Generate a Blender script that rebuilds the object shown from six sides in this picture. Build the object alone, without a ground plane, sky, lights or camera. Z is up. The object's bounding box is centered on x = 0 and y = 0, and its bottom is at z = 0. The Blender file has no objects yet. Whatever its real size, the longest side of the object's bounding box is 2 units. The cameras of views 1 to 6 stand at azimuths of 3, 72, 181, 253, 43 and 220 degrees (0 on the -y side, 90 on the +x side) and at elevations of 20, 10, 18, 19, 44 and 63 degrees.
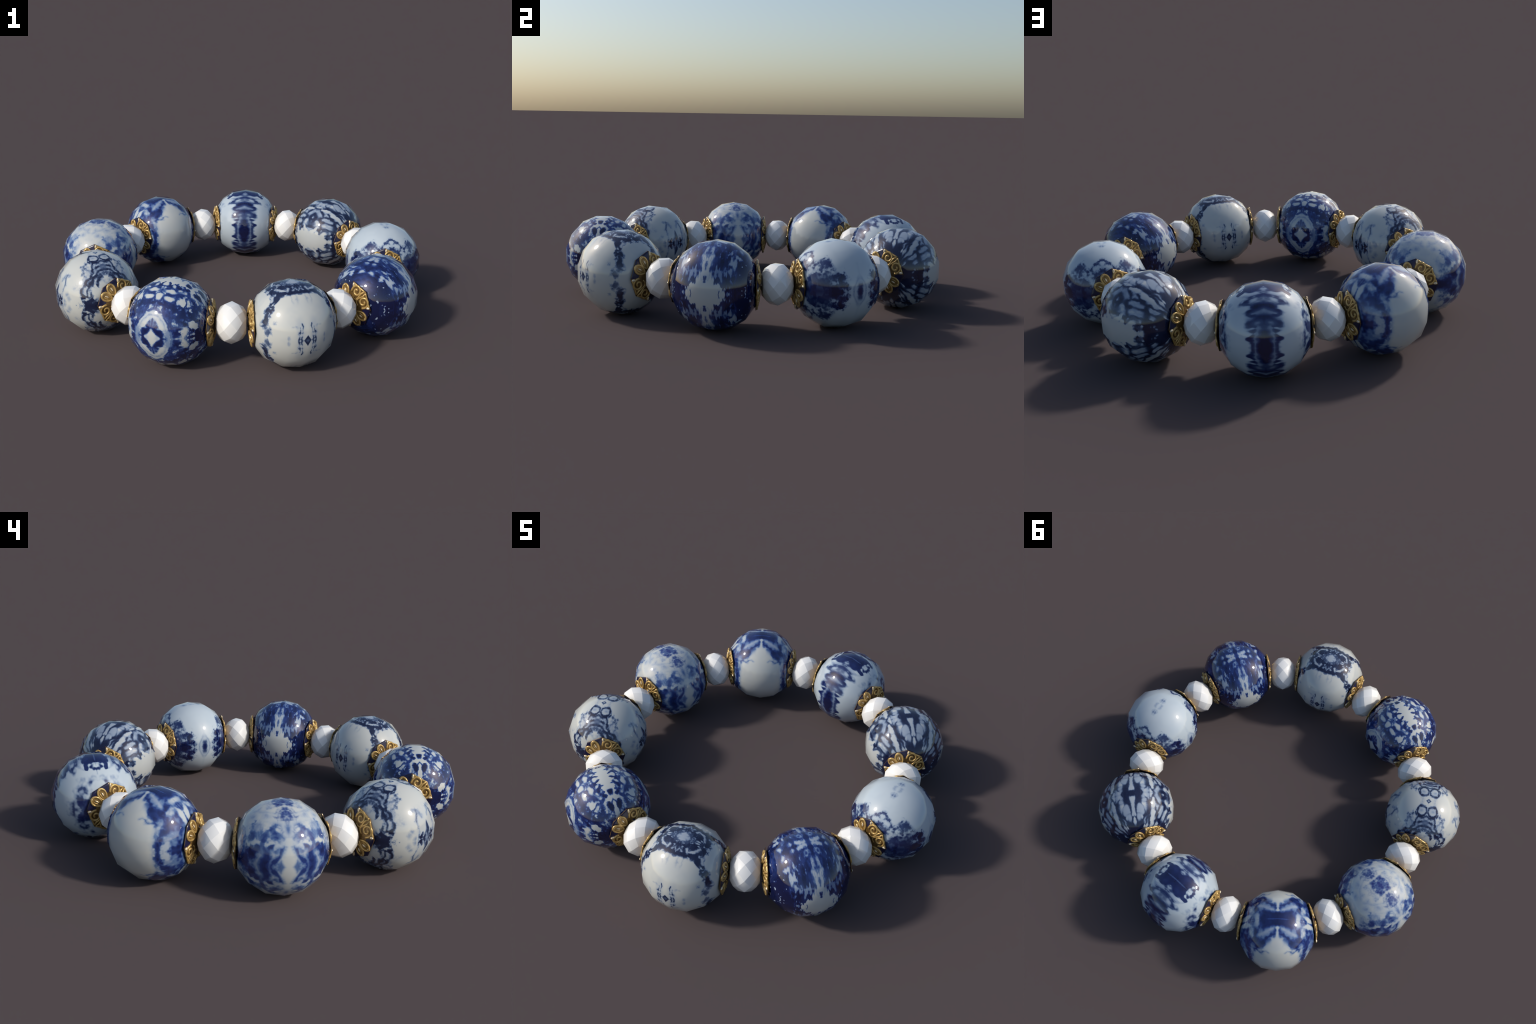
import bpy, bmesh, math
from mathutils import Vector

# ---------------------------------------------------------------- layout (metres)
BEADS = 9
STEP = math.radians(40)
RING_R = 0.8100            # centres of the large beads
SPACER_R = 0.780           # centres of the small faceted beads
CAP_R = 0.788
CAP_TURN = math.radians(13.05)
PHASE = math.radians(11.5)
CENTRE = Vector((0.0032, -0.0197, 0.0))
BEAD_R = 0.2042
AXIS_Z = 0.2044
CAP_RIM = 0.118


def link(o, parent=None):
    bpy.context.scene.collection.objects.link(o)
    if parent:
        o.parent = parent
    return o


def make_mesh(name, verts, faces, smooth, mats=(), mat_of=None):
    me = bpy.data.meshes.new(name)
    me.from_pydata([tuple(v) for v in verts], [], faces)
    for m in mats:
        me.materials.append(m)
    if mat_of:
        me.polygons.foreach_set("material_index", mat_of)
    bm = bmesh.new()
    bm.from_mesh(me)
    bmesh.ops.recalc_face_normals(bm, faces=bm.faces)
    bm.to_mesh(me)
    bm.free()
    me.polygons.foreach_set("use_smooth", [smooth] * len(me.polygons))
    me.update()
    return me


# ---------------------------------------------------------------- node helpers
class E:
    """A socket (or a number) that can be used in arithmetic: every operation adds a Math node."""
    def __init__(self, g, s):
        self.g, self.s = g, s
    def __add__(self, o): return self.g.m('ADD', self, o)
    __radd__ = __add__
    def __sub__(self, o): return self.g.m('SUBTRACT', self, o)
    def __rsub__(self, o): return self.g.m('SUBTRACT', o, self)
    def __mul__(self, o): return self.g.m('MULTIPLY', self, o)
    __rmul__ = __mul__
    def __truediv__(self, o): return self.g.m('DIVIDE', self, o)


class Graph:
    def __init__(self, name):
        self.mat = bpy.data.materials.new(name)
        self.mat.use_nodes = True
        self.nt = self.mat.node_tree
        self.bsdf = self.nt.nodes["Principled BSDF"]

    def node(self, kind, **props):
        n = self.nt.nodes.new("ShaderNode" + kind)
        for k, v in props.items():
            setattr(n, k, v)
        return n

    def put(self, socket, v):
        if isinstance(v, E):
            v = v.s
        if isinstance(v, bpy.types.NodeSocket):
            self.nt.links.new(v, socket)
        else:
            socket.default_value = v

    def m(self, op, a, b=None, c=None, clamp=False):
        n = self.node("Math", operation=op, use_clamp=clamp)
        for i, v in enumerate((a, b, c)):
            if v is not None:
                self.put(n.inputs[i], v)
        return E(self, n.outputs[0])

    def v(self, op, a, b=None, scale=None):
        n = self.node("VectorMath", operation=op)
        self.put(n.inputs[0], a)
        if b is not None:
            self.put(n.inputs[1], b)
        if scale is not None:
            self.put(n.inputs["Scale"], scale)
        return E(self, n.outputs["Value" if op in ('LENGTH', 'DOT_PRODUCT', 'DISTANCE') else "Vector"])

    def vec(self, x, y, z=0.0):
        n = self.node("CombineXYZ")
        for i, q in enumerate((x, y, z)):
            self.put(n.inputs[i], q)
        return E(self, n.outputs[0])

    def noise(self, vec, scale, detail=3.0, rough=0.55, out="Fac"):
        n = self.node("TexNoise")
        self.put(n.inputs["Vector"], vec)
        n.inputs["Scale"].default_value = scale
        n.inputs["Detail"].default_value = detail
        n.inputs["Roughness"].default_value = rough
        return E(self, n.outputs["Color" if out == "Color" else 0])

    def sm(self, x, lo, hi):
        n = self.node("MapRange", interpolation_type='SMOOTHSTEP')
        self.put(n.inputs["Value"], x)
        n.inputs["From Min"].default_value = lo
        n.inputs["From Max"].default_value = hi
        return E(self, n.outputs["Result"])

    def lerp(self, a, b, f):
        n = self.node("Mix", data_type='FLOAT')
        self.put(n.inputs["Factor"], f)
        self.put(n.inputs["A"], a)
        self.put(n.inputs["B"], b)
        return E(self, n.outputs["Result"])

    def mix(self, a, b, f):
        n = self.node("Mix", data_type='RGBA')
        self.put(n.inputs[0], f)
        self.put(n.inputs[6], a)
        self.put(n.inputs[7], b)
        return E(self, n.outputs[2])

    def ramp(self, f, stops):
        n = self.node("ValToRGB")
        els = n.color_ramp.elements
        while len(els) < len(stops):
            els.new(0.5)
        for e, (pos, col) in zip(els, stops):
            e.position = pos
            e.color = (*col, 1)
        self.put(n.inputs[0], f)
        return E(self, n.outputs[0])


ARC = 1.5708     # arc length of the quarter turn, in bead radii


class Glaze(Graph):
    """Mirrored glaze painting.  t = distance along the thread axis, p = turn from the outer
    equator (0) to the crown (1); both are folded, so the picture repeats in all eight octants."""
    def __init__(self, name, seed, warp=0.05, warp_scale=5.0):
        super().__init__(name)
        tc = self.node("TexCoord")
        o = self.v('SCALE', E(self, tc.outputs["Object"]), scale=1.0 / BEAD_R)
        self.octant = self.v('ABSOLUTE', o)
        sp = self.node("SeparateXYZ")
        self.put(sp.inputs[0], self.octant)
        x, y, z = (E(self, sp.outputs[i]) for i in range(3))
        self.t = x
        self.p = self.m('ARCTAN2', z, y) / ARC
        self.flat = self.vec(self.t, self.p * ARC)
        self.q = self.v('ADD', self.octant, (seed * 3.7, seed * 1.3, seed * 2.1))
        n = self.noise(self.q, warp_scale * 0.8, 3.0, out="Color")
        n = self.v('SUBTRACT', n, (0.5, 0.5, 0.5))
        self.wv = self.v('MULTIPLY', n, (2 * warp, 2 * warp, 0))
        self.w = self.v('ADD', self.flat, self.wv)
        self.d = 0.0
        self.tint = []

    # shapes return a signed distance in bead radii, positive inside
    def blob(self, t, p, rt, rp, turn=0.0, src=None):
        d = self.v('SUBTRACT', src or self.w, (t, p * ARC, 0))
        if turn:
            n = self.node("VectorRotate", rotation_type='Z_AXIS')
            self.put(n.inputs["Vector"], d)
            n.inputs["Angle"].default_value = -math.radians(turn)
            d = E(self, n.outputs[0])
        rp *= ARC
        d = self.v('LENGTH', self.v('MULTIPLY', d, (1 / rt, 1 / rp, 0)))
        return self.m('MULTIPLY_ADD', d, -min(rt, rp), min(rt, rp))

    def line(self, pts, width, src=None):
        out = None
        for (t0, p0), (t1, p1) in zip(pts, pts[1:]):
            a, b = Vector((t0, p0 * ARC, 0)), Vector((t1, p1 * ARC, 0))
            ba = b - a
            pa = self.v('SUBTRACT', src or self.w, tuple(a))
            h = self.m('DIVIDE', self.v('DOT_PRODUCT', pa, tuple(ba)), max(ba.length_squared, 1e-6), clamp=True)
            d = self.v('LENGTH', self.v('SUBTRACT', pa, self.v('SCALE', tuple(ba), scale=h)))
            out = d if out is None else self.m('MINIMUM', out, d)
        return width - out

    def ring(self, t, p, rt, rp, width, turn=0.0):
        return width - self.m('ABSOLUTE', self.blob(t, p, rt, rp, turn))

    def union(self, *shapes):
        out = shapes[0]
        for s in shapes[1:]:
            out = self.m('MAXIMUM', out, s)
        return out

    def below(self, level):      # p below a level
        return (level - self.p) * ARC

    def above(self, level):
        return (self.p - level) * ARC

    def beyond(self, level):     # t beyond a level
        return self.t - level

    def both(self, a, b):
        return self.m('MINIMUM', a, b)

    def fbm(self, scale, stretch=(1, 1), detail=4.0, rough=0.6, off=0.0):
        v = self.v('MULTIPLY', self.q, (stretch[0], stretch[1], stretch[1]))
        if off:
            v = self.v('ADD', v, (off, off, off))
        return (self.noise(v, scale, detail * 0.55, rough - 0.08) - 0.5) * 1.15

    def cells(self, scale, width, stretch=(1, 1), src=None, off=0.0):
        v = self.v('MULTIPLY', src or self.w, (stretch[0], stretch[1], 1))
        v = self.v('ADD', v, (off, off, 0))
        n = self.node("TexVoronoi", feature='DISTANCE_TO_EDGE', voronoi_dimensions='2D')
        self.put(n.inputs["Vector"], v)
        n.inputs["Scale"].default_value = scale
        return width - E(self, n.outputs["Distance"]) / scale

    def paint(self, shape, density, edge=0.03, rough=None, amount=1.0):
        if rough is not None:
            shape = shape + rough
        f = self.sm(shape, -edge * 1.35, edge * 1.35)
        if amount != 1.0:
            f = f * amount
        self.d = self.lerp(self.d, density, f)
        return f

    def finish(self, palette, gloss=(0.10, 0.05), tone=0.05):
        haze = self.fbm(2.2, detail=5.0, rough=0.6, off=4.1)
        wash = self.fbm(4.5, detail=4.0, rough=0.6, off=7.7)
        d = self.d + (wash * 0.42 + 0.04) * self.sm(self.d, 0.25, 0.65)
        d = self.m('ADD', d, haze * tone * 2, clamp=True)
        col = self.ramp(d, palette)
        for mask, c in self.tint:
            col = self.mix(col, (*c, 1), mask)
        b = self.bsdf
        self.put(b.inputs["Base Color"], col)
        self.put(b.inputs["Roughness"], self.lerp(gloss[0], gloss[1], self.sm(d, 0.05, 0.4)))
        b.inputs["IOR"].default_value = 1.62
        return self.mat


# ---------------------------------------------------------------- glaze colours
WHITE = (0.475, 0.488, 0.465)
ICE = (0.42, 0.48, 0.525)
NAVY = (0.009, 0.017, 0.082)
DEEP = (0.005, 0.008, 0.042)
VIVID = [(0.0, WHITE), (0.22, (0.325, 0.375, 0.435)), (0.45, (0.092, 0.155, 0.30)), (0.66, (0.019, 0.042, 0.17)), (0.85, NAVY), (1.0, DEEP)]
SOFT = [(0.0, ICE), (0.3, (0.22, 0.285, 0.385)), (0.6, (0.035, 0.060, 0.145)), (0.85, NAVY), (1.0, DEEP)]
VEIN = [(0.0, WHITE), (0.3, (0.23, 0.285, 0.37)), (0.6, (0.05, 0.078, 0.150)), (0.85, (0.013, 0.020, 0.052)), (1.0, (0.007, 0.010, 0.035))]


# ---------------------------------------------------------------- the nine paintings
def paint_spatter():
    """Dark night blue, spattered, with a ragged white window at the equator."""
    g = Glaze("glaze_night_spatter", 1, 0.05, 7)
    g.d = g.sm(g.fbm(4, (2.2, .7), 5, .65), -.25, .25) * 0.30 + 0.68
    streak = g.fbm(8, (1.9, .5), 4, .65)
    dots = g.fbm(7, (1.9, .7), 4, .62, 2.0)
    zone = g.union(g.blob(.5, .3, .13, .34), g.blob(.3, .28, .26, .10))
    g.paint(dots + g.m('MINIMUM', zone, .12) * .8 - .11, .30, .07, amount=.85)
    g.paint(dots - .20, .38, .06, amount=.85)
    pale = g.union(g.blob(.18, .97, .16, .045, -15), g.blob(.13, .83, .08, .05), g.blob(.06, .70, .05, .06),
                   g.blob(.62, .9, .05, .05), g.blob(.6, .68, .06, .05), g.blob(.55, .5, .05, .1, 10))
    g.paint(pale, .24, .04, dots * .25)
    g.paint(g.union(g.blob(.15, .83, .03, .02), g.blob(.02, .7, .012, .06), g.blob(0, 1, .05, .05)), .75, .03)
    plume = g.union(g.blob(0, .46, .11, .16), g.blob(0, .25, .17, .12))
    g.paint(plume, .14, .05, streak * .25)
    g.paint(g.line([(0, .34), (0, .46)], .016), .68, .03)
    g.paint(g.blob(.85, .1, .24, .55), .95, .06, streak * .2)
    g.paint(g.both(g.fbm(15, (1, .7), 2, .5, 6) - .215, g.beyond(.62)), .26, .02)
    window = g.union(g.blob(0, 0, .40, .22), g.blob(0, .1, .26, .14))
    g.paint(window, 0.04, .025, streak * .5)
    g.paint(g.line([(0, .17), (0, .24)], .018), .8, .02)
    return g.finish(VIVID, (.05, .04))


def paint_crown_band():
    """White, with a lacy navy band over the crown and a small pictogram at the equator."""
    g = Glaze("glaze_crown_band", 2, 0.045, 8)
    rag = g.fbm(7, (1, 1), 5, .65)
    band = g.union(g.both(g.above(.70), .60 - g.t), g.line([(.4, .80), (.6, .68), (.76, .50), (.84, .3)], .04))
    band = band + rag * .10
    g.paint(band, .20, .04)
    g.paint(g.both(band, g.cells(5.5, .042, (1, 1.1)) + rag * .3), .86, .03)
    g.paint(g.both(band, g.fbm(5, (1, 1), 3, .6, 3) - .05), .84, .03)
    edge = g.union(g.line([(0, .725), (.3, .735), (.45, .71), (.62, .61)], .035), g.line([(.62, .61), (.76, .43), (.82, .3)], .012),
                   g.line([(.40, .82), (.6, .74), (.76, .58)], .016))
    g.paint(edge, .88, .03, rag * .25)
    branches = g.union(g.line([(.12, .93), (.26, .88), (.36, .96)], .022), g.line([(.26, .88), (.3, .78)], .02), g.line([(.36, .96), (.5, .97)], .03),
                       g.line([(.36, .96), (.46, .87), (.56, .86)], .018), g.line([(.1, .87), (.14, .77)], .02), g.line([(.28, .99), (.44, 1)], .03))
    g.paint(branches, .90, .03, rag * .25)
    g.paint(g.blob(.34, .95, .10, .07), .88, .04, rag * .5)
    g.paint(g.blob(0, 1, .16, .085), .22, .07, rag * .25)
    curls = g.union(g.line([(.2, .84), (.24, .80), (.38, .83), (.46, .92)], .022), g.line([(.07, .81), (.12, .785)], .022),
                    g.blob(.36, .985, .06, .012), g.line([(.55, .8), (.63, .72)], .022))
    g.paint(curls, .16, .02, rag * .1)
    g.paint(g.blob(.70, .93, .16, .12), .04, .04, rag * .2)
    g.paint(g.blob(.56, .95, .07, .05), .92, .03, rag * .5)
    g.paint(g.union(g.blob(.79, .13, .035, .08), g.blob(.82, .24, .03, .06), g.blob(.67, .30, .03, .024)), .62, .03, rag * .2)
    g.paint(g.blob(.15, .08, .08, .18), .22, .05, amount=.6)
    bars = g.union(g.line([(.105, .24), (.115, .1), (.135, .04), (.12, 0)], .007), g.line([(.165, .19), (.175, .12), (.195, .05), (.21, 0)], .008),
                   g.line([(.12, .05), (.2, .07)], .006))
    g.paint(bars, .74, .016, rag * .14)
    d = (.085 - g.t - g.p * ARC * .68)
    g.paint(d, .80, .012)
    g.paint(d - .05, .55, .03)
    spots = g.union(g.line([(.24, .20), (.32, .21)], .008), g.blob(.1, .62, .012, .03), g.blob(.40, .03, .01, .02), g.blob(.22, .63, .01, .025))
    g.paint(spots, .36, .03, rag * .12)
    return g.finish(VEIN, (.08, .05), .09)


def paint_medallion():
    """Vivid blue network of pale cells with a diamond medallion."""
    g = Glaze("glaze_medallion", 3, 0.05, 7)
    rag = g.fbm(6, (1, 1), 5, .65)
    g.d = g.sm(g.fbm(5, (1, 1), 4, .6, 5), -.2, .2) * .16
    g.paint(g.cells(4.4, .06, (1.25, .75)), .78, .035, rag * .25)
    g.paint(g.cells(8.5, .018, (1.1, .9), off=3.0), .6, .02, rag * .15, .8)
    mass = g.union(g.blob(.60, .45, .15, .2), g.blob(.86, .1, .18, .4), g.blob(.74, .7, .1, .18))
    g.paint(mass, .88, .05, rag * .55)
    g.paint(g.union(g.blob(.66, .12, .1, .14), g.blob(.78, .26, .08, .06), g.blob(.52, .62, .07, .1), g.blob(.66, .6, .04, .07)), .03, .025, rag * .35)
    g.paint(g.blob(.5, .06, .1, .15), .76, .05, rag * .6)
    g.paint(g.line([(.42, 0), (.62, 0)], .018), .15, .03, rag * .2)
    g.paint(g.union(g.blob(.66, .27, .05, .04), g.blob(.60, .17, .03, .025)), .97, .03)
    # medallion
    g.paint(g.blob(0, 0, .43, .39), .05, .04, rag * .1)
    g.paint(g.line([(0, .41), (.2, .37), (.37, .22), (.43, 0)], .018), .68, .02, rag * .08)
    g.paint(g.blob(.36, .02, .09, .11), .36, .06, rag * .4)
    g.paint(g.ring(0, 0, .36, .33, .012), .36, .03, rag * .08)
    g.paint(.31 - g.t - g.p * ARC * .62, .80, .04, rag * .28)
    g.paint(g.blob(.03, .2, .03, .04), .45, .03)
    g.paint(.165 - g.t * .9 - g.p * ARC * .75, .04, .03, rag * .15)
    g.paint(g.blob(.13, 0, .04, .03), .22, .04)
    # arches over the medallion
    g.paint(g.union(g.line([(0, .53), (.15, .49), (.35, .5), (.5, .4)], .04), g.line([(0, .74), (.2, .68), (.4, .72)], .03),
                    g.line([(0, .76), (.25, .78), (.45, .7)], .025)), .80, .03, rag * .2)
    g.paint(g.union(g.blob(.2, .73, .13, .032), g.blob(0, .61, .08, .055), g.blob(.24, .6, .1, .04)), .04, .02)
    # white crown with a toothed edge
    teeth = g.fbm(10, (1.6, .5), 2, .5, 8)
    g.paint(g.both(g.line([(0, .85), (.36, .85)], .07), .42 - g.t), .88, .03, rag * .3)
    g.paint(g.blob(0, .86, .07, .04), .03, .02)
    g.paint(g.blob(.2, .84, .04, .035, 30), .06, .02)
    g.paint(g.above(.90), .02, .02, teeth * .35)
    g.paint(g.union(g.blob(.45, .99, .055, .03), g.blob(.5, .88, .04, .035), g.blob(.74, .9, .08, .05)), .97, .025, rag * .12)
    g.paint(g.line([(.6, 1), (.66, .95), (.8, .93)], .014), .85, .02)
    return g.finish(VIVID, (.05, .04))


def paint_mask():
    """White with slate veins that form a mirrored mask over the crown."""
    g = Glaze("glaze_vein_mask", 4, 0.03, 9)
    rag = g.fbm(7, (1, 1), 5, .65)
    halo = g.union(g.blob(.33, .9, .22, .12), g.blob(.62, .85, .16, .2), g.line([(.5, .74), (.66, .6), (.72, .4)], .06))
    g.paint(halo, .34, .08, rag * .4)
    g.paint(g.union(g.blob(.28, .905, .13, .062), g.blob(.4, .9, .06, .045)), .12, .02)
    veins = g.union(g.ring(.28, .905, .14, .075, .02), g.line([(.41, .99), (.45, .95), (.43, .86), (.52, .80), (.64, .77), (.70, .66), (.72, .5), (.74, .3), (.80, .2)], .026),
                    g.line([(.62, 1), (.64, .9), (.70, .82), (.76, .66), (.79, .45), (.83, .25)], .022), g.line([(.52, .99), (.54, .93), (.58, .86)], .02),
                    g.line([(.72, .99), (.76, .88), (.82, .7)], .024), g.line([(.14, .96), (.18, .85), (.3, .80), (.4, .82)], .018))
    g.paint(veins, .96, .024, rag * .12)
    g.paint(g.blob(.55, .97, .06, .04), .5, .04, rag * .2)
    g.paint(g.union(g.blob(.27, .9, .025, .02), g.blob(.6, .84, .02, .018)), .4, .04)
    g.paint(g.union(g.blob(.46, .7, .05, .04), g.blob(.58, .62, .035, .03), g.blob(.35, .76, .03, .025)), .66, .045, rag * .35)
    g.paint(g.blob(.91, 0, .15, .30), .88, .04, rag * .35)
    g.paint(g.line([(.77, .30), (.76, .48)], .018), .1, .02)
    g.paint(g.both(.07 - g.t - g.above(1.0) * -1.0, g.t - .02 - g.above(1.0) * 1.0), .66, .015)
    # figure at the equator
    g.paint(g.blob(.1, .05, .25, .40), .08, .06, rag * .2)
    g.paint(.13 - g.t - g.p * ARC * .34, .78, .02, rag * .06)
    g.paint(g.blob(.05, .0, .03, .1), .25, .03, rag * .1)
    g.paint(g.union(g.blob(.2, .02, .06, .05), g.line([(.1, .02), (.25, .01)], .025)), .82, .03, rag * .25)
    g.paint(g.line([(.28, 0), (.26, .14), (.29, .28), (.2, .42)], .018), .66, .03, rag * .15)
    g.paint(g.line([(.1, .3), (.16, .42), (.25, .44)], .022), .46, .04, rag * .2)
    spots = g.union(g.blob(.5, .09, .018, .018), g.blob(.37, .02, .018, .018), g.blob(.55, .3, .010, .010), g.blob(.45, .16, .010, .010))
    g.paint(spots, .40, .04, rag * .12)
    return g.finish(VEIN, (.09, .05), .07)


def paint_starburst():
    """Soft blue bursts, lilac crown with a violet star."""
    g = Glaze("glaze_starburst", 5, 0.07, 5)
    rag = g.fbm(5, (1, 1), 4, .6)
    fine = g.fbm(9, (1, 1), 3, .6, 9)
    g.d = g.sm(g.fbm(2.5, (1, 1), 3, .5, 3), -.15,   .25) * .12 + .02
    low = g.union(g.below(.34), g.blob(.24, .46, .12, .08, 25), g.blob(.68, .45, .12, .16), g.blob(.45, .42, .12, .12))
    g.paint(low, .32, .17, rag * .9)
    g.paint(g.both(low, g.fbm(5, (.9, 1.2), 4, .6, 7) - .04), .62, .11)
    g.paint(g.blob(.48, .06, .10, .13), .84, .11, rag * .5)
    rays = g.union(g.line([(.48, .06), (.62, .34)], .025), g.line([(.48, .06), (.36, .26)], .035), g.line([(.48, .06), (.70, .2)], .025),
                   g.line([(.48, .06), (.48, .36)], .025), g.line([(.8, .02), (.74, .34)], .035))
    g.paint(rays, .78, .05, rag * .3)
    g.paint(g.blob(.86, .04, .12, .2), .84, .08, rag * .4)
    g.paint(g.union(g.blob(.24, .46, .10, .06, 25), g.blob(.66, .48, .04, .1), g.blob(.5, .5, .05, .05)), .72, .06, rag * .4)
    g.paint(g.union(g.line([(.35, .0), (.14, .22), (.06, .42)], .05), g.blob(0, .52, .1, .13), g.blob(.3, .12, .03, .06, -30), g.blob(.6, .1, .02, .08, 20)), .2, .06, rag * .2)
    g.paint(g.line([(.37, .0), (.2, .14), (.1, .26)], .024), .64, .035, rag * .25)
    g.paint(.20 - g.t - g.p * ARC * .36, .05, .05, rag * .15)
    g.paint(.08 - g.m('ABSOLUTE', g.t - .16) - g.p * ARC * .6, .5, .04)
    g.paint(g.union(g.blob(0, .47, .035, .05), g.line([(.1, .37), (.17, .42)], .02)), .55, .04)
    spots = g.union(g.blob(.4, .74, .045, .04), g.blob(.3, .9, .035, .03), g.blob(.55, .62, .05, .04), g.blob(.62, .82, .04, .04), g.blob(.5, .93, .025, .025),
                    g.line([(.12, .72), (.4, .8), (.6, .98)], .008))
    g.paint(spots, .38, .07, fine * .1)
    violet = g.union(g.blob(0, 1, .21, .07), g.blob(0, 1, .10, .14), g.blob(.13, .93, .07, .03, 40), g.blob(.0, .74, .10, .075), g.blob(.06, .66, .08, .04))
    f = g.paint(violet, .66, .085, fine * .35)
    g.tint.append((f * .5, (0.03, 0.032, 0.14)))
    return g.finish(VIVID, (.05, .04), .05)


def paint_storm_cap():
    """White belly, stormy blue crown with pale lozenges."""
    g = Glaze("glaze_storm_cap", 6, 0.05, 5)
    rag = g.fbm(5, (1, 1), 4, .6)
    side = g.both(g.beyond(.60), g.below(.5))
    sky = g.union((g.p + g.t * .55 - .74) * 1.2, side)
    g.paint(sky, .42, .12, rag * .35)
    g.paint(g.both(sky - .02, g.fbm(4, (1, 1), 4, .6, 5) + .02), .76, .10)
    g.paint(g.union(g.line([(.28, .66), (.42, .56), (.52, .46)], .045), g.blob(.60, .65, .12, .14)), .78, .08, rag * .5)
    g.paint(g.line([(.22, .44), (.27, .465), (.32, .455), (.37, .42), (.43, .42), (.5, .46)], .018), .64, .04, rag * .1)
    g.paint(g.union(g.line([(.66, .0), (.67, .14), (.64, .3)], .05), g.blob(.7, .2, .06, .1)), .76, .06, rag * .5)
    g.paint(g.union(g.blob(.62, .42, .03, .14), g.line([(.76, .0), (.78, .3)], .03)), .24, .04, rag * .3)
    # crown
    g.paint(g.blob(.1, 1, .42, .17), .84, .07, rag * .2)
    g.paint(g.line([(.12, .84), (.28, .80), (.42, .73)], .05), .30, .05, rag * .15)
    g.paint(g.union(g.line([(.05, .84), (.06, .76), (.14, .755), (.26, .69), (.36, .60)], .018), g.line([(.26, .69), (.3, .60)], .012)), .86, .03, rag * .1)
    g.paint(g.blob(.5, .97, .06, .1), .14, .04, rag * .1)
    g.paint(g.blob(.78, .92, .11, .07), .08, .05, rag * .3)
    g.paint(g.blob(.66, .76, .05, .12, 25), .16, .05, rag * .2)
    g.paint(g.line([(0, .66), (0, .84)], .03), .06, .025)
    g.paint(g.blob(0, .86, .06, .028), .12, .03)
    g.paint(g.line([(0, 1), (.8, 1)], .006), .4, .012, amount=.7)
    g.paint(g.blob(.0, .60, .15, .10), .02, .05, rag * .2)
    return g.finish(VIVID, (.09, .04), .08)


def paint_totem():
    """Ice white with a stacked, mirrored navy totem round the middle."""
    g = Glaze("glaze_totem", 7, 0.035, 5)
    rag = g.fbm(6, (.6, 1.4), 2, .5)
    g.paint(g.both(.22 - g.t, g.below(.78)), .46, .12, rag * .4)
    g.paint(g.blob(0, .0, .25, .33), .55, .07, rag * .4)
    g.paint(g.line([(.0, .36), (.16, .28), (.26, .13), (.25, 0)], .03), .80, .05, rag * .4)
    g.paint(g.line([(.17, .0), (.19, .14), (.12, .27)], .022), .40, .035, rag * .1)
    g.paint(g.blob(0, .0, .14, .28), .99, .035, rag * .12)
    for p, w, reach, drop in ((.40, .05, .28, .07), (.565, .06, .30, .08), (.73, .032, .42, .12)):
        g.paint(g.line([(0, p), (reach * .5, p - drop * .35), (reach, p - drop)], w), .90, .06, rag * .25)
    g.paint(g.union(g.blob(.13, .325, .05, .02), g.blob(0, .485, .07, .025), g.blob(0, .65, .10, .022)), .30, .06, rag * .1)
    g.paint(g.line([(.05, .655), (.24, .60)], .02), .5, .04, rag * .1)
    g.paint(g.line([(0, .80), (.2, .78), (.4, .75)], .03), .26, .05, rag * .3)
    g.paint(g.both(g.above(.845), .46 - g.t), .90, .05, rag * .6)
    g.paint(g.line([(0, 1), (.46, 1)], .01), .45, .014)
    g.paint(g.union(g.blob(.97, .12, .15, .42), g.blob(.85, .5, .06, .12), g.blob(.76, .78, .02, .03)), .78, .10, rag * .35)
    return g.finish(SOFT, (.05, .04), .07)


def paint_marble():
    """Slate marbling with pale islands; white belt at the equator."""
    g = Glaze("glaze_marble", 8, 0.085, 5)
    rag = g.fbm(5, (1, 1), 3, .55)
    g.d = g.sm(g.fbm(3, (.8, 1.2), 3, .55, 3), -.15, .2) * .24 + .05
    g.paint(g.cells(4.0, .046, (.8, 1.15)), .92, .030, rag * .12)
    g.paint(g.cells(4.6, .016, (.8, 1.15), off=5.0), .5, .04, rag * .08, .6)
    g.paint(g.blob(.12, .97, .36, .14), .90, .06, rag * .5)
    g.paint(g.line([(.02, .71), (.4, .70), (.8, .74)], .03), .92, .03, rag * .2)
    g.paint(g.line([(.15, .635), (.34, .645)], .04), .12, .025, rag * .2)
    g.paint(g.line([(.46, .63), (.7, .61)], .04), .12, .025, rag * .2)
    g.paint(g.union(g.blob(.42, .86, .12, .05, -25), g.blob(.06, .8, .06, .03), g.blob(.2, .8, .05, .03), g.blob(.62, .9, .08, .03)), .28, .035, rag * .2)
    g.paint(g.line([(.08, .985), (.55, .99)], .045), .22, .02, rag * .06)
    g.paint(g.blob(0, 1, .08, .055), .92, .03)
    g.paint(g.union(g.blob(.93, .1, .25, .3), g.blob(.86, .9, .12, .14)), .92, .05, rag * .4)
    g.paint(g.blob(.1, 0, .56, .21), .05, .045, g.fbm(7, (1, 1), 3, .6, 9) * .6)
    g.paint(g.line([(.36, .17), (.48, .24), (.60, .16), (.62, .05)], .02), .66, .03, rag * .15)
    return g.finish(VEIN, (.05, .04), .07)


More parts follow.
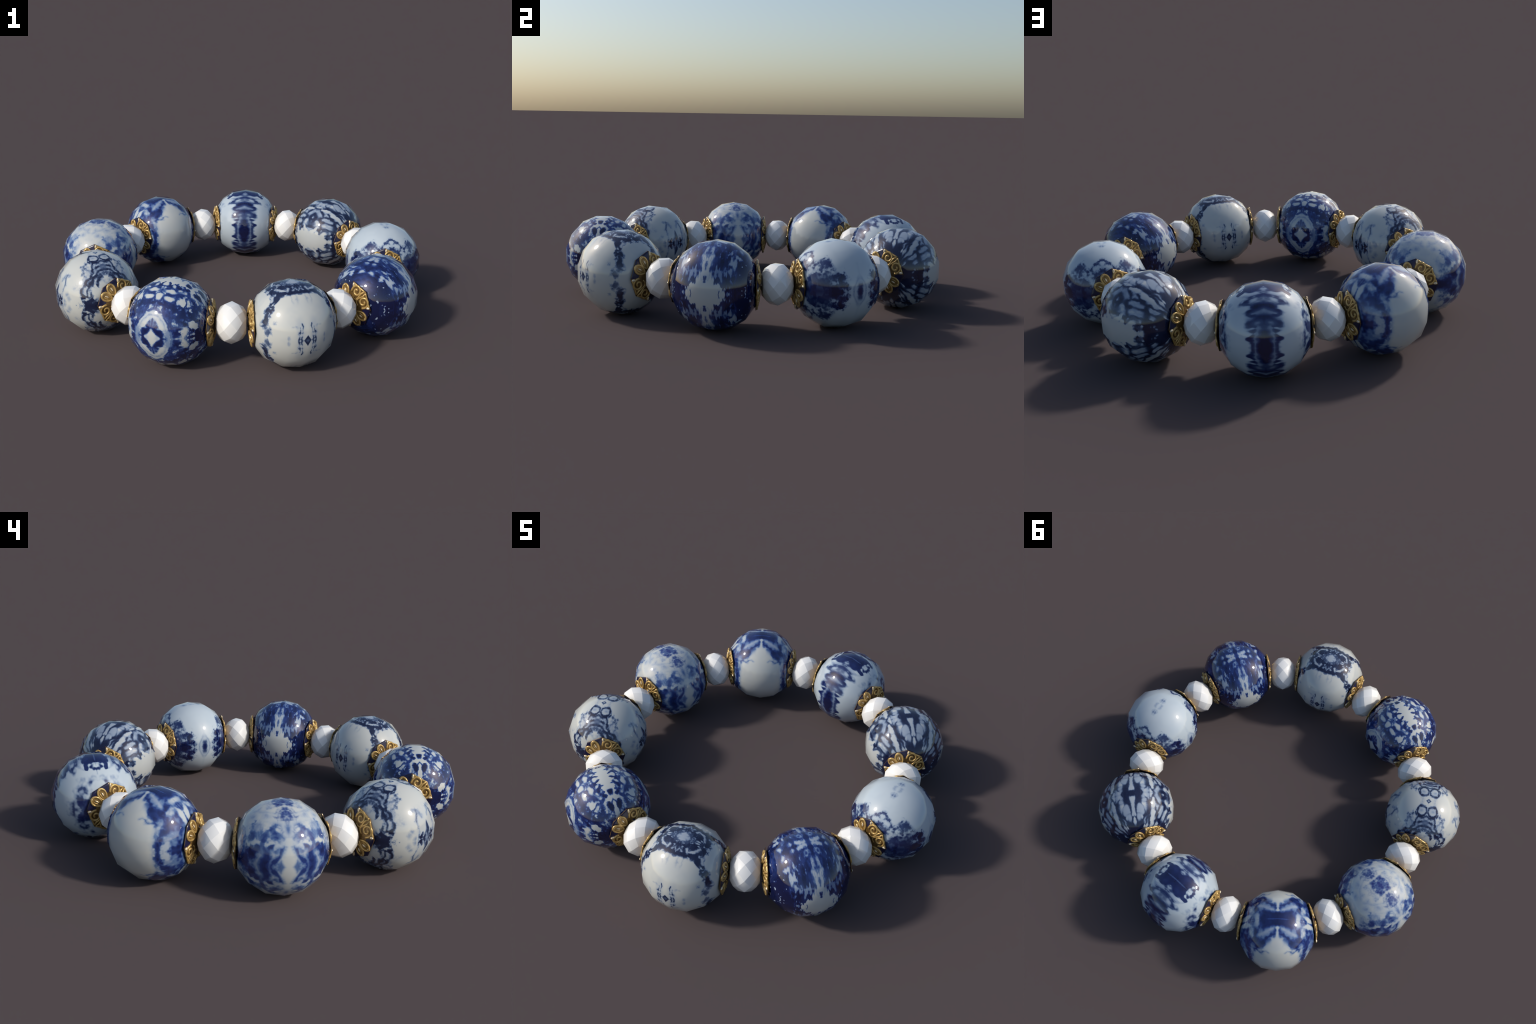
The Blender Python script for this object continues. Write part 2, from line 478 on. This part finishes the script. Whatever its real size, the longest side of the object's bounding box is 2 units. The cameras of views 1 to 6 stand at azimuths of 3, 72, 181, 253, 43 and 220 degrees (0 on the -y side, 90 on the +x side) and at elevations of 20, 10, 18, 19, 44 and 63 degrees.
def paint_clouds():
    """Ice white with navy cloud banks beside the caps."""
    g = Glaze("glaze_cloud_bank", 9, 0.06, 7)
    rag = g.fbm(6, (1, 1), 5, .62)
    bank = g.union(g.blob(.5, .06, .18, .2), g.blob(.66, .44, .12, .14), g.blob(.85, .1, .30, .42), g.blob(.86, .74, .08, .12), g.blob(.78, .98, .05, .06))
    g.paint(bank, .36, .12, rag * .5)
    g.paint(bank - .02, .80, .08, rag * .8)
    g.paint(g.blob(.46, .0, .15, .18), .96, .06, rag * .6)
    g.paint(g.both(g.blob(.78, .25, .16, .2), g.fbm(4.5, (.7, 1.3), 3, .6, 4) - .02), .34, .07, amount=.7)
    g.paint(g.blob(.34, .02, .03, .03), .36, .04)
    g.paint(g.blob(0, 0, .075, .11), .84, .04)
    g.paint(g.ring(0, 0, .15, .18, .014), .38, .03)
    g.paint(g.line([(.26, 0), (.27, .08)], .018), .22, .03)
    g.paint(g.line([(0, .15), (.02, .4)], .02), .1, .05)
    g.paint(g.blob(.23, .99, .055, .03), .66, .05, rag * .15)
    g.paint(g.union(g.blob(.035, .955, .025, .015), g.blob(.07, .97, .015, .01)), .36, .04)
    return g.finish(SOFT, (.07, .05), .07)


# angle order: first bead at PHASE, then anticlockwise
PAINTINGS = [paint_clouds, paint_marble, paint_totem, paint_storm_cap, paint_starburst,
             paint_mask, paint_medallion, paint_crown_band, paint_spatter]


# ---------------------------------------------------------------- simple materials
def white_glass():
    g = Graph("white_cut_glass")
    b = g.bsdf
    b.inputs["Base Color"].default_value = (0.78, 0.775, 0.75, 1)
    b.inputs["Roughness"].default_value = 0.035
    b.inputs["IOR"].default_value = 1.6
    return g.mat


def gold(name, light, dark, scale=60):
    g = Graph(name)
    tc = g.node("TexCoord")
    n = g.noise(E(g, tc.outputs["Object"]), scale, 3.0)
    col = g.mix((*dark, 1), (*light, 1), g.sm(n, .35, .65))
    g.put(g.bsdf.inputs["Base Color"], col)
    g.bsdf.inputs["Metallic"].default_value = 0.35
    g.bsdf.inputs["Roughness"].default_value = 0.30
    return g.mat


def enamel():
    g = Graph("navy_enamel")
    tc = g.node("TexCoord")
    n = g.noise(E(g, tc.outputs["Object"]), 40, 2.0)
    g.put(g.bsdf.inputs["Base Color"], g.mix((.005, .005, .018, 1), (.011, .011, .055, 1), n))
    g.bsdf.inputs["Roughness"].default_value = 0.3
    return g.mat


# ---------------------------------------------------------------- bead and spacer meshes
def lathe(profile, segments):
    verts, faces, n = [], [], segments
    for x, r in profile:
        for k in range(n):
            a = 2 * math.pi * (k + .5) / n
            verts.append((x, r * math.cos(a), r * math.sin(a)))
    for i in range(len(profile) - 1):
        for k in range(n):
            faces.append((i*n+k, i*n+(k+1) % n, (i+1)*n+(k+1) % n, (i+1)*n+k))
    return verts, faces


def bead_mesh():
    flat = math.cos(math.pi/16)          # the bead rests on a flat, its corners stand a little proud
    half = [(BEAD_R*math.sin(math.radians(a)), BEAD_R*math.cos(math.radians(a))/flat) for a in (0, 22.5, 45, 66.5)]
    half = [half[0]] + [(x*1.008, r*1.012) for x, r in half[1:]]      # full shoulders
    end = half[-1][0]
    half += [(end + 0.002, 0.055), (end + 0.001, 0.012), (end - 0.03, 0.010)]      # end face and thread hole
    prof = [(-x, r) for x, r in reversed(half[1:])] + half
    v, f = lathe(prof, 16)
    return make_mesh("porcelain_bead", v, f, True)


def spacer_mesh(mat):
    """Eight-sided rondelle cut in planar rhombs."""
    n, r0, c = 8, 0.099, math.cos(math.pi/8)
    x1, x2, x3 = 0.031, 0.053, 0.069
    r1 = r0*c
    r2 = r0 + (r1*c - r0)/x1*x2
    r3 = r1 + (r2*c - r1)/(x2-x1)*(x3-x1)
    rings = [(-x3, r3, 1), (-x2, r2, .5), (-x1, r1, 1), (0, r0, .5), (x1, r1, 1), (x2, r2, .5), (x3, r3, 1)]
    verts = []
    for x, r, o in rings:
        for k in range(n):
            a = 2*math.pi*(k+o)/n
            verts.append((x, r*math.cos(a), r*math.sin(a)))
    I = lambda i, k: i*n + k % n
    faces = []
    for i in (1, 2, 3, 4, 5):
        for k in range(n):
            if i % 2 == 1:
                faces.append((I(i, k), I(i+1, k), I(i, k+1), I(i-1, k)))
            else:
                faces.append((I(i, k-1), I(i+1, k), I(i, k), I(i-1, k)))
    for k in range(n):
        faces.append((I(1, k), I(0, k-1), I(0, k)))
        faces.append((I(5, k), I(6, k-1), I(6, k)))
    faces.append(tuple(range(n)))
    faces.append(tuple(range(6*n, 7*n)))
    me = make_mesh("faceted_bead", verts, faces, True, [mat])
    crown = []
    for p in me.polygons:                    # crisp facets, each ground very slightly convex
        for li in p.loop_indices:
            co = me.vertices[me.loops[li].vertex_index].co
            crown.append((p.normal * 0.58 + Vector((co.x*1.9, co.y, co.z)).normalized() * 0.42).normalized())
    me.normals_split_custom_set(crown)
    return me


# ---------------------------------------------------------------- the cap: octagonal dish with scrolls and leaves
# local frame: x = away from the bead, y/z across; studs stand at 0, 90, 180 and 270 degrees
def octagon(a):
    """Radius of the rim polygon in direction a."""
    s = math.pi / 4
    k = (a % s) - s/2
    return CAP_RIM * math.cos(s/2) / math.cos(k)


def dish(y, z):
    """Height of the dish over the rim plane."""
    r, a = math.hypot(y, z), math.atan2(z, y)
    q = min(r / octagon(a), 1.0)
    return 0.021 * (1 - q ** 1.5) + 0.001


def plate_mesh(mats):
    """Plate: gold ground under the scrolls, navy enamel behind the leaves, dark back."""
    na, nr, hole = 64, 10, 0.016
    verts, faces, mat = [], [], []
    for side in (0, 1):
        for i in range(nr + 1):
            for k in range(na):
                a = 2*math.pi*k/na
                r = hole + (octagon(a) - hole) * i/nr
                y, z = r*math.cos(a), r*math.sin(a)
                verts.append((dish(y, z) - 0.003*side, y, z))
    ring = lambda s, i, k: s*(nr+1)*na + i*na + k % na
    for s in (0, 1):
        for i in range(nr):
            for k in range(na):
                faces.append((ring(s, i, k), ring(s, i, k+1), ring(s, i+1, k+1), ring(s, i+1, k)))
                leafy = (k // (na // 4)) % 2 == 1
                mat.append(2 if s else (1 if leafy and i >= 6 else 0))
    for i in (0, nr):
        for k in range(na):
            faces.append((ring(0, i, k), ring(0, i, k+1), ring(1, i, k+1), ring(1, i, k)))
            mat.append(0)
    me = make_mesh("cap_plate", verts, faces, True, mats, mat)
    return me


def tube(points, radii, sides=8, lift=0.0):
    """Closed round rod through points (y, z) lying on the dish."""
    pts = [Vector((dish(y, z) + lift, y, z)) for y, z in points]
    verts, faces, n = [], [], len(pts)
    for i, p in enumerate(pts):
        d = (pts[min(i+1, n-1)] - pts[max(i-1, 0)]).normalized()
        u = d.cross(Vector((1, 0, 0))).normalized()
        w = u.cross(d)
        for k in range(sides):
            a = 2*math.pi*k/sides
            verts.append(p + (u*math.cos(a) + w*math.sin(a)) * radii[i])
    for i in range(n-1):
        for k in range(sides):
            faces.append((i*sides+k, i*sides+(k+1) % sides, (i+1)*sides+(k+1) % sides, (i+1)*sides+k))
    faces += [tuple(range(sides)), tuple(range((n-1)*sides, n*sides))]
    return verts, faces


def join(parts):
    verts, faces = [], []
    for v, f in parts:
        o = len(verts)
        verts += list(v)
        faces += [tuple(i+o for i in q) for q in f]
    return verts, faces


def polar(r, deg):
    return r*math.cos(math.radians(deg)), r*math.sin(math.radians(deg))


def scroll_mesh(mat, flip):
    """One volute of a pair; the pair mirrors about the middle of its quadrant."""
    s = -1 if flip else 1
    cy, cz = polar(0.082, 45 + 23*s)
    base = math.radians(45 + 23*s)
    pts, rad = [], []
    for i in range(41):                       # volute, from the outer sweep into the eye
        q = i/40
        a = base + s*(math.radians(-120) + q*math.radians(500)) * -1
        r = 0.0245*(1-q)**0.85 + 0.0045
        pts.append((cy + r*math.cos(a), cz + r*math.sin(a)))
        rad.append(0.0056 - 0.0004*q)
    v = [tube(pts, rad, 8, 0.0)]
    edge = [polar(octagon(math.radians(d))-0.004, d) for d in [45 + s*x for x in (42, 36, 30, 24, 18, 12, 6, 2)]]
    v.append(tube(edge, [0.004]*8))
    stem = [polar(0.112, 45 + 2*s), polar(0.095, 45 + 5*s), polar(0.08, 45 + 4*s), polar(0.066, 45+1.5*s), polar(0.05, 45 + 3*s), polar(0.045, 45+16*s), polar(0.05, 45+32*s)]
    v.append(tube(stem, [0.003, .005, .0055, .004, .0035, .0035, .003]))
    return make_mesh("scroll", *join(v), True, [mat])


def stud_mesh(mat, deg, lean):
    """Rounded bright stud at a corner of the rim."""
    y, z = polar(0.104, deg + lean)
    c = Vector((dish(y, z) + 0.001, y, z))
    out = Vector((0, math.cos(math.radians(deg)), math.sin(math.radians(deg))))
    side = Vector((0, -out.z, out.y))
    verts, faces, n, m = [], [], 10, 6
    for i in range(m+1):
        f = math.pi*i/m
        for k in range(n):
            a = 2*math.pi*k/n
            verts.append(c + out*0.011*math.cos(f) + (side*math.cos(a)*0.0065 + Vector((1, 0, 0))*math.sin(a)*0.006)*max(math.sin(f), .02))
    for i in range(m):
        for k in range(n):
            faces.append((i*n+k, i*n+(k+1) % n, (i+1)*n+(k+1) % n, (i+1)*n+k))
    return make_mesh("stud", verts, faces, True, [mat])


def leaf_mesh(mats, deg):
    """Lobed leaf: hollow dark blade, rolled rim, a pale midrib drop and a bead at the tip."""
    r0, r1, half = 0.046, octagon(math.radians(deg)) - 0.004, 0.0235
    ax = Vector((math.cos(math.radians(deg)), math.sin(math.radians(deg))))
    sd = Vector((-ax.y, ax.x))

    def at(u, c):
        w = half * (0.62 + 0.45*u)
        f = math.pi*u
        return ax*(r0 + (r1-r0)*u) + sd*(c*w*math.sin(f)**0.55 if 0 < u < 1 else 0)

    blade_v, blade_f, nu, nv = [], [], 12, 6
    for s in (0, 1):
        for i in range(nu+1):
            for j in range(nv+1):
                p = at(0.02 + 0.96*i/nu, 2*j/nv - 1)
                blade_v.append((dish(p.x, p.y) + (0.0022 if s == 0 else -0.001), p.x, p.y))
    R = lambda s, i, j: s*(nu+1)*(nv+1) + i*(nv+1) + j
    for s in (0, 1):
        for i in range(nu):
            for j in range(nv):
                blade_f.append((R(s, i, j), R(s, i+1, j), R(s, i+1, j+1), R(s, i, j+1)))
    rim = [at(q, 1) for q in (0, .06, .15, .3, .45, .6, .75, .87, .95, 1)]
    rim += [at(q, -1) for q in (.95, .87, .75, .6, .45, .3, .15, .06, 0)]
    m = (len(rim) - 1) / 2
    rod = tube([(p.x, p.y) for p in rim], [0.0040 + 0.0014*(1-abs(i-m)/m) for i in range(len(rim))], 8, 0.0022)
    inner = [at(q, .42) for q in (.2, .4, .6, .76)]
    fold = tube([(p.x, p.y) for p in inner], [.001, .0030, .0030, .001], 8, 0.0022)
    drop = tube([tuple(at(q, -.08)) for q in (.36, .44, .54, .64, .72)], [.0008, .0030, .0040, .0030, .0008], 8, 0.0040)
    tip = tube([tuple(at(q, 0)) for q in (.90, .93, .965, .995)], [.001, .0042, .0045, .002], 8, 0.0035)
    groups = [((blade_v, blade_f), 1), (rod, 0), (fold, 0), (drop, 2), (tip, 2)]
    mat = [k for (v, f), k in groups for _ in f]
    return make_mesh("leaf", *join([q for q, k in groups]), True, mats, mat)


# ---------------------------------------------------------------- assembly
root = link(bpy.data.objects.new("bracelet", None))
root["label"] = "bracelet of blue and white porcelain beads with gold caps"
root["category"] = "bracelet"

gold_light = gold("antique_gold", (0.54, 0.36, 0.13), (0.42, 0.265, 0.08))
gold_dark = gold("dark_brown_gold", (0.185, 0.105, 0.030), (0.11, 0.06, 0.016))
gold_mid = gold("bronze_gold", (0.33, 0.205, 0.065), (0.22, 0.13, 0.035))
gold_bright = gold("pale_gold", (0.80, 0.68, 0.48), (0.72, 0.58, 0.36))  # palest of the golds, used on the studs, leaf drops and leaf tips
back = gold("bronze_back", (0.05, 0.035, 0.015), (0.015, 0.012, 0.03), 25)
navy = enamel()

bead = bead_mesh()
bead.materials.append(None)
spacer = spacer_mesh(white_glass())
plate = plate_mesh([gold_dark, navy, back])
# quadrant 0-90 degrees holds scrolls, 90-180 leaves, and so on round
pieces = [("scroll", scroll_mesh(gold_light, False)), ("scroll", scroll_mesh(gold_light, True)),
          ("stud", stud_mesh(gold_bright, 0, 4)), ("stud", stud_mesh(gold_bright, 90, -4)),
          ("leaf", leaf_mesh([gold_light, gold_mid, gold_bright], 135 - 16)), ("leaf", leaf_mesh([gold_light, gold_mid, gold_bright], 135 + 16))]


def place(o, radius, angle, turn=0.0):
    o.location = CENTRE + Vector((radius*math.cos(angle), radius*math.sin(angle), AXIS_Z))
    o.rotation_euler = (0, 0, angle - math.pi/2 + turn)     # local y outward, local x clockwise


for k in range(BEADS):
    a = PHASE + STEP*k
    o = link(bpy.data.objects.new("porcelain_bead", bead), root)
    o.material_slots[0].link = 'OBJECT'
    o.material_slots[0].material = PAINTINGS[k]()
    place(o, RING_R, a)
    for s in (0, 1):
        cap = link(bpy.data.objects.new("bead_cap", plate), root)
        place(cap, CAP_R, a + (CAP_TURN if s else -CAP_TURN), math.pi*s)
        cap.location.z += 0.003
        cap.scale = (1, 0.93, 1.02)         # the caps stand slightly taller than wide
        for half in (0, math.pi):
            for name, me in pieces:
                c = link(bpy.data.objects.new(name, me), cap)
                c.rotation_euler = (half, 0, 0)
    o = link(bpy.data.objects.new("faceted_bead", spacer), root)
    place(o, SPACER_R, a + STEP/2)
    o.location.z += 0.003
